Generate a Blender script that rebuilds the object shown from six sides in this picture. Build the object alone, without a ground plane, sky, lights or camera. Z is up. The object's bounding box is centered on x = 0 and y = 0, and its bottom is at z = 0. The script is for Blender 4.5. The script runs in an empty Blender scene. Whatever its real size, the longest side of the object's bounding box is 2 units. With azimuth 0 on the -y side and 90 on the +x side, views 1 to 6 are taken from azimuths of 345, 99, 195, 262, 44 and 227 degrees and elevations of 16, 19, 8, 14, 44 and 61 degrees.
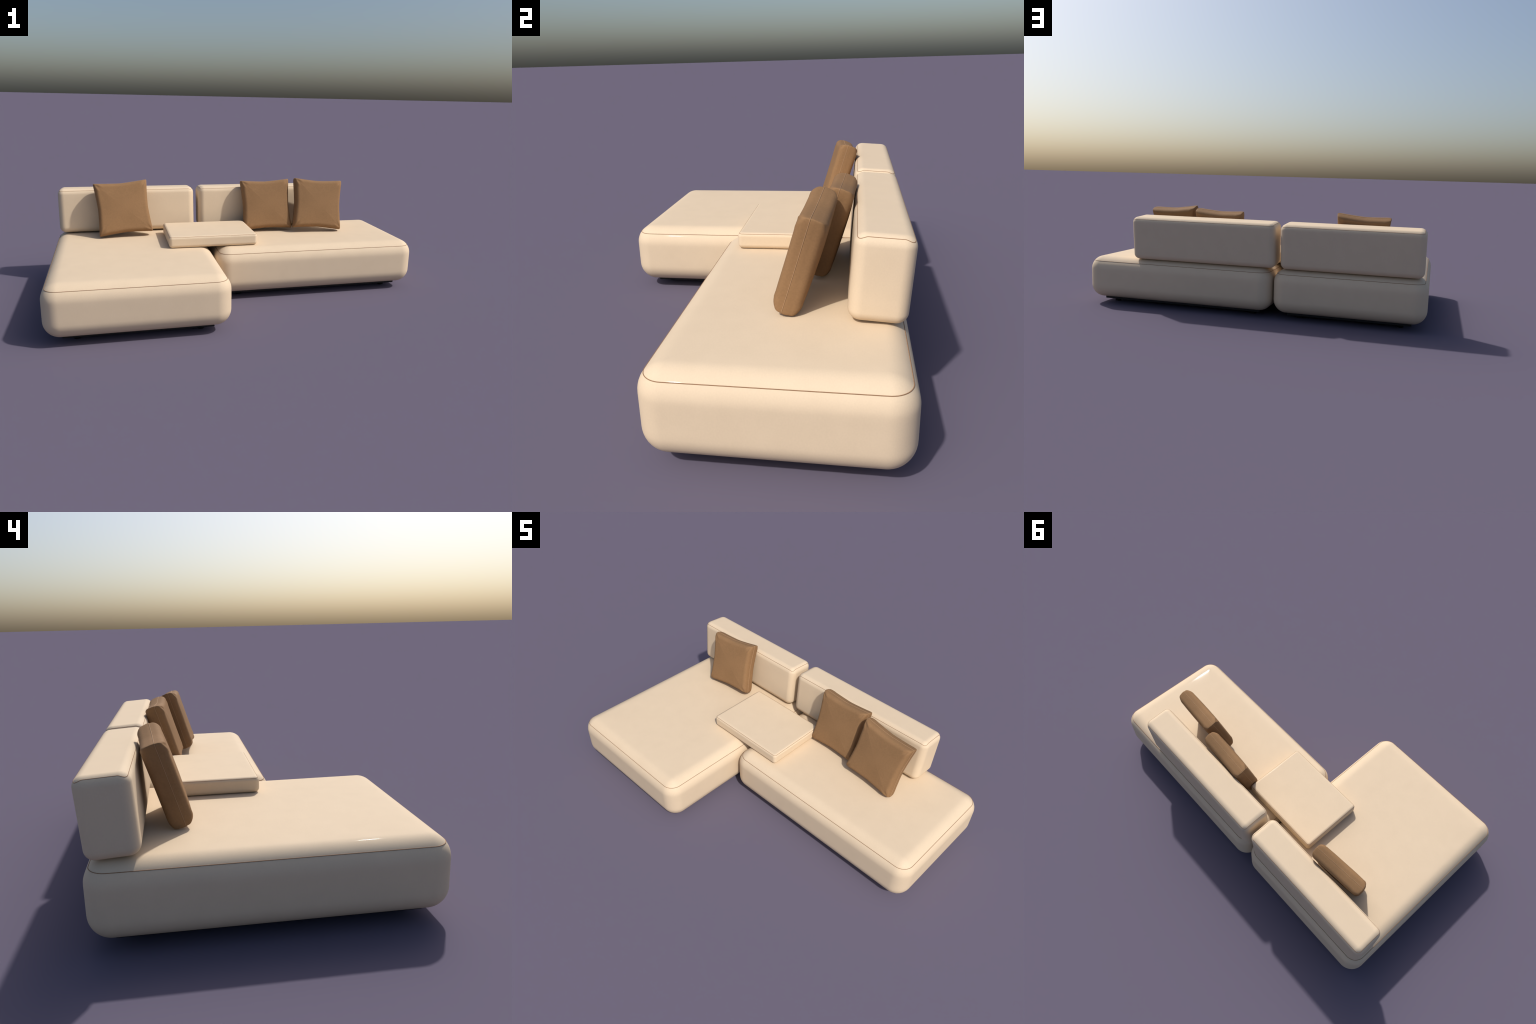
"""Low modular lounge: a chaise module and a long module with backrests, a flat
tray cushion bridging them, and three leaning throw pillows.  Metres, z up."""
import bpy, bmesh, math
from mathutils import Vector, Matrix

# ------------------------------------------------------------------ materials
def new_material(name):
    m = bpy.data.materials.new(name)
    m.use_nodes = True
    return m, m.node_tree.nodes, m.node_tree.links, m.node_tree.nodes["Principled BSDF"]


def fabric(name, dark, light, weave, bump, roughness, specular, glint=0.0):
    """Plain woven cloth: soft mottling between two close tones, fine weave grain."""
    m, N, L, bsdf = new_material(name)
    co = N.new("ShaderNodeTexCoord")
    mottle = N.new("ShaderNodeTexNoise")
    mottle.inputs["Scale"].default_value = 14
    mottle.inputs["Detail"].default_value = 3
    grain = N.new("ShaderNodeTexNoise")
    grain.inputs["Scale"].default_value = weave
    grain.inputs["Detail"].default_value = 2
    mix = N.new("ShaderNodeMath")
    mix.operation = "MULTIPLY_ADD"
    mix.inputs[1].default_value = 0.55
    half = N.new("ShaderNodeMath")
    half.operation = "MULTIPLY"
    half.inputs[1].default_value = 0.45
    ramp = N.new("ShaderNodeValToRGB")
    ramp.color_ramp.elements[0].position = 0.36
    ramp.color_ramp.elements[0].color = (*dark, 1)
    ramp.color_ramp.elements[1].position = 0.64
    ramp.color_ramp.elements[1].color = (*light, 1)
    L.new(co.outputs["Object"], mottle.inputs["Vector"])
    L.new(co.outputs["Object"], grain.inputs["Vector"])
    L.new(mottle.outputs["Fac"], half.inputs[0])
    L.new(grain.outputs["Fac"], mix.inputs[0])
    L.new(half.outputs[0], mix.inputs[2])
    L.new(mix.outputs[0], ramp.inputs["Fac"])
    L.new(ramp.outputs["Color"], bsdf.inputs["Base Color"])
    if bump:
        b = N.new("ShaderNodeBump")
        b.inputs["Strength"].default_value = bump
        b.inputs["Distance"].default_value = 0.0006
        L.new(grain.outputs["Fac"], b.inputs["Height"])
        L.new(b.outputs["Normal"], bsdf.inputs["Normal"])
    bsdf.inputs["Roughness"].default_value = roughness
    bsdf.inputs["Specular IOR Level"].default_value = specular
    if glint:
        # a trace of smooth finish: shows only where it mirrors the sun itself
        gloss = N.new("ShaderNodeBsdfGlossy")
        gloss.inputs["Roughness"].default_value = 0.06
        mixer = N.new("ShaderNodeMixShader")
        mixer.inputs[0].default_value = glint
        L.new(bsdf.outputs[0], mixer.inputs[1])
        L.new(gloss.outputs[0], mixer.inputs[2])
        L.new(mixer.outputs[0], N["Material Output"].inputs["Surface"])
    return m


def plain(name, colour, roughness, specular=0.3):
    m, N, L, bsdf = new_material(name)
    co = N.new("ShaderNodeTexCoord")
    noise = N.new("ShaderNodeTexNoise")
    noise.inputs["Scale"].default_value = 60
    ramp = N.new("ShaderNodeValToRGB")
    ramp.color_ramp.elements[0].color = (*[c * 0.9 for c in colour], 1)
    ramp.color_ramp.elements[1].color = (*[c * 1.1 for c in colour], 1)
    L.new(co.outputs["Object"], noise.inputs["Vector"])
    L.new(noise.outputs["Fac"], ramp.inputs["Fac"])
    L.new(ramp.outputs["Color"], bsdf.inputs["Base Color"])
    bsdf.inputs["Roughness"].default_value = roughness
    bsdf.inputs["Specular IOR Level"].default_value = specular
    return m


CREAM = fabric("cream_upholstery", (0.666, 0.531, 0.377), (0.696, 0.557, 0.397), 260, 0.0, 0.75, 0.25, glint=0.001)
BROWN = fabric("brown_pillow_cloth", (0.242, 0.138, 0.065), (0.276, 0.157, 0.075), 170, 0.15, 0.8, 0.2)
THREAD = plain("brown_seam_thread", (0.30, 0.175, 0.095), 0.7)
PILLOW_THREAD = plain("tan_pillow_seam", (0.42, 0.265, 0.15), 0.7)
BLACK = plain("black_base_metal", (0.012, 0.012, 0.012), 0.5)

# ------------------------------------------------------------------ helpers
def add_object(name, me, material, parent=None, smooth=True):
    ob = bpy.data.objects.new(name, me)
    bpy.context.scene.collection.objects.link(ob)
    me.materials.append(material)
    if smooth:
        me.polygons.foreach_set("use_smooth", [True] * len(me.polygons))
    if parent:
        ob.parent = parent
    return ob


def add_empty(name, at, label, category):
    ob = bpy.data.objects.new(name, None)
    bpy.context.scene.collection.objects.link(ob)
    ob.location = at
    ob.empty_display_size = 0.05
    ob["label"], ob["category"] = label, category
    return ob


def loft(name, rings, cap=True):
    """Quad skin over closed rings of equal length, with flat end caps."""
    me = bpy.data.meshes.new(name)
    n = len(rings[0])
    verts = [v for ring in rings for v in ring]
    faces = [(i * n + j, i * n + (j + 1) % n, (i + 1) * n + (j + 1) % n, (i + 1) * n + j)
             for i in range(len(rings) - 1) for j in range(n)]
    if cap:
        faces.append(tuple(reversed(range(n))))
        faces.append(tuple(range((len(rings) - 1) * n, len(rings) * n)))
    me.from_pydata([tuple(v) for v in verts], [], faces)
    me.update()
    return me


def rounded_ring(hx, hy, rc, steps=14, span=8):
    """Counter-clockwise rounded rectangle: list of (x, y, outward x, outward y)."""
    pts = []
    rc = max(rc, 0.0)
    corners = [(1, -1, -90), (1, 1, 0), (-1, 1, 90), (-1, -1, 180)]
    for c, (sx, sy, a0) in enumerate(corners):
        cx, cy = sx * (hx - rc), sy * (hy - rc)
        for k in range(steps + 1):
            a = math.radians(a0 + 90 * k / steps)
            pts.append((cx + rc * math.cos(a), cy + rc * math.sin(a), math.cos(a), math.sin(a)))
        nx, ny, b0 = corners[(c + 1) % 4]
        ex, ey = nx * (hx - rc), ny * (hy - rc)
        a = math.radians(a0 + 90)
        x0, y0 = cx + rc * math.cos(a), cy + rc * math.sin(a)
        x1, y1 = ex + rc * math.cos(a), ey + rc * math.sin(a)
        for k in range(1, span):
            t = k / span
            pts.append((x0 + (x1 - x0) * t, y0 + (y1 - y0) * t, math.cos(a), math.sin(a)))
    return pts


def tube(name, path, radius, sides=8):
    """Thin closed tube along a closed path of (point, surface normal)."""
    rings = []
    n = len(path)
    for i in range(n):
        p, nor = path[i]
        tan = (path[(i + 1) % n][0] - path[i - 1][0]).normalized()
        nor = (nor - tan * nor.dot(tan)).normalized()
        side = tan.cross(nor)
        rings.append([p + radius * (math.cos(2 * math.pi * k / sides) * nor
                                    + math.sin(2 * math.pi * k / sides) * side) for k in range(sides)])
    return loft(name, rings + [rings[0]], cap=False)


def cushion_block(hx, hy, height, r_top, r_bottom, r_corner, crown=0.0):
    """Upholstered block centred in x, y, standing on z = 0, all edges rolled."""
    steps = 14
    prof = []                                   # (inset, z)
    prof.append((r_bottom + 0.02, 0.0))
    for k in range(steps + 1):
        a = math.radians(90 * k / steps)
        prof.append((r_bottom * (1 - math.sin(a)), r_bottom * (1 - math.cos(a))))
    for k in range(1, 6):
        prof.append((0.0, r_bottom + (height - r_top - r_bottom) * k / 6))
    for k in range(steps + 1):
        a = math.radians(90 * k / steps)
        prof.append((r_top * (1 - math.cos(a)), height - r_top * (1 - math.sin(a))))
    # the last few centimetres before the flat middle still swell very slightly
    prof = prof[:-steps - 1] + [(d, z - crown * (z / height)) for d, z in prof[-steps - 1:]]
    for k in range(1, 9):
        t = k / 8
        prof.append((r_top + crown * 80 * t + 0.01 * t, height - crown * (1 - t) ** 2))
    rings = []
    for d, z in prof:
        rings.append([(x, y, z) for x, y, _, _ in rounded_ring(hx - d, hy - d, max(r_corner - d, 0.002))])
    return loft("cushion_block", rings)


def cushion_seam(hx, hy, height, r_top, r_corner, angle_side, angle_end, radius, dip=0.0):
    """Piped seam round the rolled top edge.  angle = degrees down from the top:
    one value along the long sides (facing y), one on the short ends (facing x)."""
    path = []
    for x0, y0, nx, ny in rounded_ring(hx, hy, r_corner, steps=14, span=16):
        w = ny * ny
        a = math.radians(angle_end + (angle_side - angle_end) * w + dip * 4 * w * (1 - w))
        d = r_top * (1 - math.sin(a))
        z = height - r_top * (1 - math.cos(a))
        # inset along the outward direction of the ring
        path.append((Vector((x0 - nx * d, y0 - ny * d, z)),
                     Vector((nx * math.sin(a), ny * math.sin(a), math.cos(a)))))
    path = [(p - n * radius * 0.35, n) for p, n in path]
    return tube("cushion_seam", path, radius)


def bevelled_slab(hx, hy, height, bevel):
    me = bpy.data.meshes.new("slab")
    bm = bmesh.new()
    bmesh.ops.create_cube(bm, size=1)
    bmesh.ops.scale(bm, vec=(2 * hx, 2 * hy, height), verts=bm.verts)
    bmesh.ops.translate(bm, vec=(0, 0, height / 2), verts=bm.verts)
    bmesh.ops.bevel(bm, geom=bm.edges[:], offset=bevel, segments=2, affect="EDGES")
    bm.to_mesh(me)
    bm.free()
    return me


def disc_foot(radius, height):
    rings = []
    for r, z in ((radius * 0.86, 0), (radius * 0.94, 0.0012), (radius * 0.94, height * 0.55),
                 (radius, height * 0.6), (radius, height)):
        rings.append([(r * math.cos(2 * math.pi * k / 32), r * math.sin(2 * math.pi * k / 32), z) for k in range(32)])
    return loft("foot", rings)


# ------------------------------------------------------------------ modules
SEAT_Z0, SEAT_Z1, SEAT_R = 0.0343, 0.2855, 0.077
BACK_DEPTH, BACK_HEIGHT, BACK_R = 0.1645, 0.2497, 0.033
BACK_TILT = math.radians(3.7)
FOOT = disc_foot(0.019, 0.0215)


def sofa_module(x0, x1, y0, y1, back_x0, back_x1, label):
    cx, cy = (x0 + x1) / 2, (y0 + y1) / 2
    hx, hy = (x1 - x0) / 2, (y1 - y0) / 2
    module = add_empty("sofa_module", (cx, cy, 0), label, "sofa")

    h = SEAT_Z1 - SEAT_Z0
    seat = add_object("seat", cushion_block(hx, hy, h, SEAT_R, SEAT_R, SEAT_R, crown=0.0012), CREAM, module)
    seat.location = (0, 0, SEAT_Z0)
    add_object("seam", cushion_seam(hx, hy, h, SEAT_R, SEAT_R, 50, 50, 0.0012), THREAD, seat)

    plate = add_object("base_plate", bevelled_slab(hx - 0.078, hy - 0.078, 0.0165, 0.0012), BLACK, module, smooth=False)
    plate.location = (0, 0, 0.0192)
    for sx in (-1, 1):
        for sy in (-1, 1):
            foot = add_object("foot", FOOT, BLACK, module) if not FOOT.materials else None
            if foot is None:
                foot = bpy.data.objects.new("foot", FOOT)
                bpy.context.scene.collection.objects.link(foot)
                foot.parent = module
            foot.location = (sx * (hx - 0.138), sy * (hy - 0.122), 0)

    bhx = (back_x1 - back_x0) / 2
    back = add_object("backrest", cushion_block(bhx, BACK_DEPTH / 2, BACK_HEIGHT, BACK_R, BACK_R, BACK_R + 0.003), CREAM, module)
    back.rotation_euler = (-BACK_TILT, 0, 0)
    # pivot so that the middle of the tilted block lands on the wanted centre
    mid = Vector(((back_x0 + back_x1) / 2 - cx, 0.4727 - cy, 0.4139))
    up = Vector((0, math.sin(BACK_TILT), math.cos(BACK_TILT)))
    back.location = mid - up * BACK_HEIGHT / 2
    add_object("seam", cushion_seam(bhx, BACK_DEPTH / 2, BACK_HEIGHT, BACK_R, BACK_R + 0.003, 50, 40, 0.0012, dip=11), THREAD, back)
    return module


sofa_module(-1.0, -0.1595, -0.5640, 0.5608, -0.9756, -0.2020,
            "cream upholstered chaise block with low backrest on black feet")
sofa_module(-0.1512, 1.0, -0.1240, 0.5600, -0.1725, 0.6985,
            "long cream upholstered seat block with low backrest on black feet")

# ------------------------------------------------------------------ tray cushion
T = dict(x0=-0.3972, x1=0.0835, y0=-0.0402, y1=0.3186, z0=0.2865, z1=0.3495)
thx, thy, th = (T["x1"] - T["x0"]) / 2, (T["y1"] - T["y0"]) / 2, T["z1"] - T["z0"]
tray = add_object("tray_cushion", cushion_block(thx, thy, th, 0.016, 0.018, 0.018), CREAM)
tray.location = ((T["x0"] + T["x1"]) / 2, (T["y0"] + T["y1"]) / 2, T["z0"])
tray["label"], tray["category"] = "thin flat cream upholstered cushion tray bridging the seats", "cushion"
add_object("seam", cushion_seam(thx, thy, th, 0.016, 0.018, 44, 44, 0.0011), THREAD, tray)

# ------------------------------------------------------------------ pillows
P_HALF, P_THICK, P_EDGE, P_SAG, P_DOME = 0.1477, 0.0423, 0.0285, 0.0105, 0.005


def pillow_outline(n_side=40):
    """Square with pinched-in sides and tight corners: (x, z, distance to corner)."""
    pts = []
    for k4 in range(4):
        ca, sa = math.cos(math.pi / 2 * k4), math.sin(math.pi / 2 * k4)
        for k in range(n_side):
            t = -1 + 2 * k / n_side
            t = math.copysign(1 - (1 - abs(t)) ** 1.35, t)      # crowd points at corners
            sag = P_SAG * (1 - abs(t) ** 1.35)
            blunt = 0.003 * max(0.0, (abs(t) - 0.93) / 0.07) ** 2
            x, z = t * P_HALF - math.copysign(blunt * 0.5, t), -(P_HALF - sag) + blunt * 0.5
            pts.append((x * ca - z * sa, x * sa + z * ca, (1 - abs(t)) * P_HALF))
    return pts


def pillow_mesh():
    out = pillow_outline()
    prof = []                                    # (inset, y as share of half thickness)
    steps = 9
    for k in range(steps + 1):
        a = math.radians(90 * k / steps)
        full = 0.8                               # below 1: fuller, squarer shoulder than a circle
        prof.append((P_EDGE * (1 - math.sin(a) ** full), -1 + (1 - math.cos(a) ** full) * P_EDGE / P_THICK))
    prof += [(-0.0012, -0.15), (-0.0015, 0.0), (-0.0012, 0.15)]
    prof += [(d, -y) for d, y in reversed(prof[:steps + 1])]
    cap = [1 - P_EDGE / P_HALF - 0.04 * k for k in range(1, 12)] + [0.34, 0.26, 0.18, 0.10, 0.04]

    def shape(x, z, dc, scale, y):
        fold = 1 - (0.12 if y < 0 else 0.08) * math.exp(-(dc / 0.010) ** 2) + 0.035 * math.exp(-((dc - 0.024) / 0.009) ** 2)
        near = max(0.0, min(1.0, (scale - 0.78) / 0.1))
        yy = y * P_THICK * (1 + (fold - 1) * near ** 2)
        return (x * scale, yy, z * scale)

    rings = []
    edge = 1 - P_EDGE / P_HALF
    for s in reversed(cap):
        lift = P_DOME * (1 - (s / edge) ** 2)
        rings.append([(v[0], v[1] - lift, v[2]) for v in (shape(x, z, dc, s, -1) for x, z, dc in out)])
    for d, y in prof:
        rings.append([shape(x, z, dc, 1 - d / P_HALF, y) for x, z, dc in out])
    for s in cap:
        lift = P_DOME * (1 - (s / edge) ** 2)
        rings.append([(v[0], v[1] + lift, v[2]) for v in (shape(x, z, dc, s, 1) for x, z, dc in out)])
    me = loft("throw_pillow", rings)
    me.materials.append(BROWN)
    me.polygons.foreach_set("use_smooth", [True] * len(me.polygons))
    path = []
    k = 1 + 0.0016 / P_HALF
    n = len(out)
    for i, (x, z, dc) in enumerate(out):
        a, b = out[i - 1], out[(i + 1) % n]
        nor = Vector((b[1] - a[1], 0, -(b[0] - a[0]))).normalized()
        path.append((Vector((x * k, -0.008, z * k)), nor))
    seam = tube("pillow_seam", path, 0.0008, 6)
    seam.materials.append(PILLOW_THREAD)
    seam.polygons.foreach_set("use_smooth", [True] * len(seam.polygons))
    bm = bmesh.new()
    for m in (me, seam):
        bm.from_mesh(m)
        bmesh.ops.recalc_face_normals(bm, faces=bm.faces)
        bm.to_mesh(m)
        bm.clear()
    bm.free()
    return me, seam


PILLOW, PILLOW_SEAM = pillow_mesh()


def throw_pillow(centre, yaw, lean, roll):
    ob = bpy.data.objects.new("throw_pillow", PILLOW)
    bpy.context.scene.collection.objects.link(ob)
    rot = (Matrix.Rotation(math.radians(yaw), 4, "Z") @ Matrix.Rotation(math.radians(-lean), 4, "X")
           @ Matrix.Rotation(math.radians(-roll), 4, "Y"))
    ob.matrix_world = Matrix.Translation(centre) @ rot
    ob["label"], ob["category"] = "square brown throw pillow leaning against the backrest", "pillow"
    seam = bpy.data.objects.new("seam", PILLOW_SEAM)
    bpy.context.scene.collection.objects.link(seam)
    seam.parent = ob


throw_pillow((-0.6185, 0.3169, 0.4440), 4.2, 16.8, 3.5)
throw_pillow((0.2252, 0.3241, 0.4390), -3.0, 16.3, 1.8)
throw_pillow((0.5313, 0.2610, 0.4460), -2.8, 16.9, -4.0)

# outward normals on every lofted mesh
for me in {o.data for o in bpy.data.objects if o.type == "MESH"}:
    bm = bmesh.new()
    bm.from_mesh(me)
    bmesh.ops.recalc_face_normals(bm, faces=bm.faces)
    bm.to_mesh(me)
    bm.free()
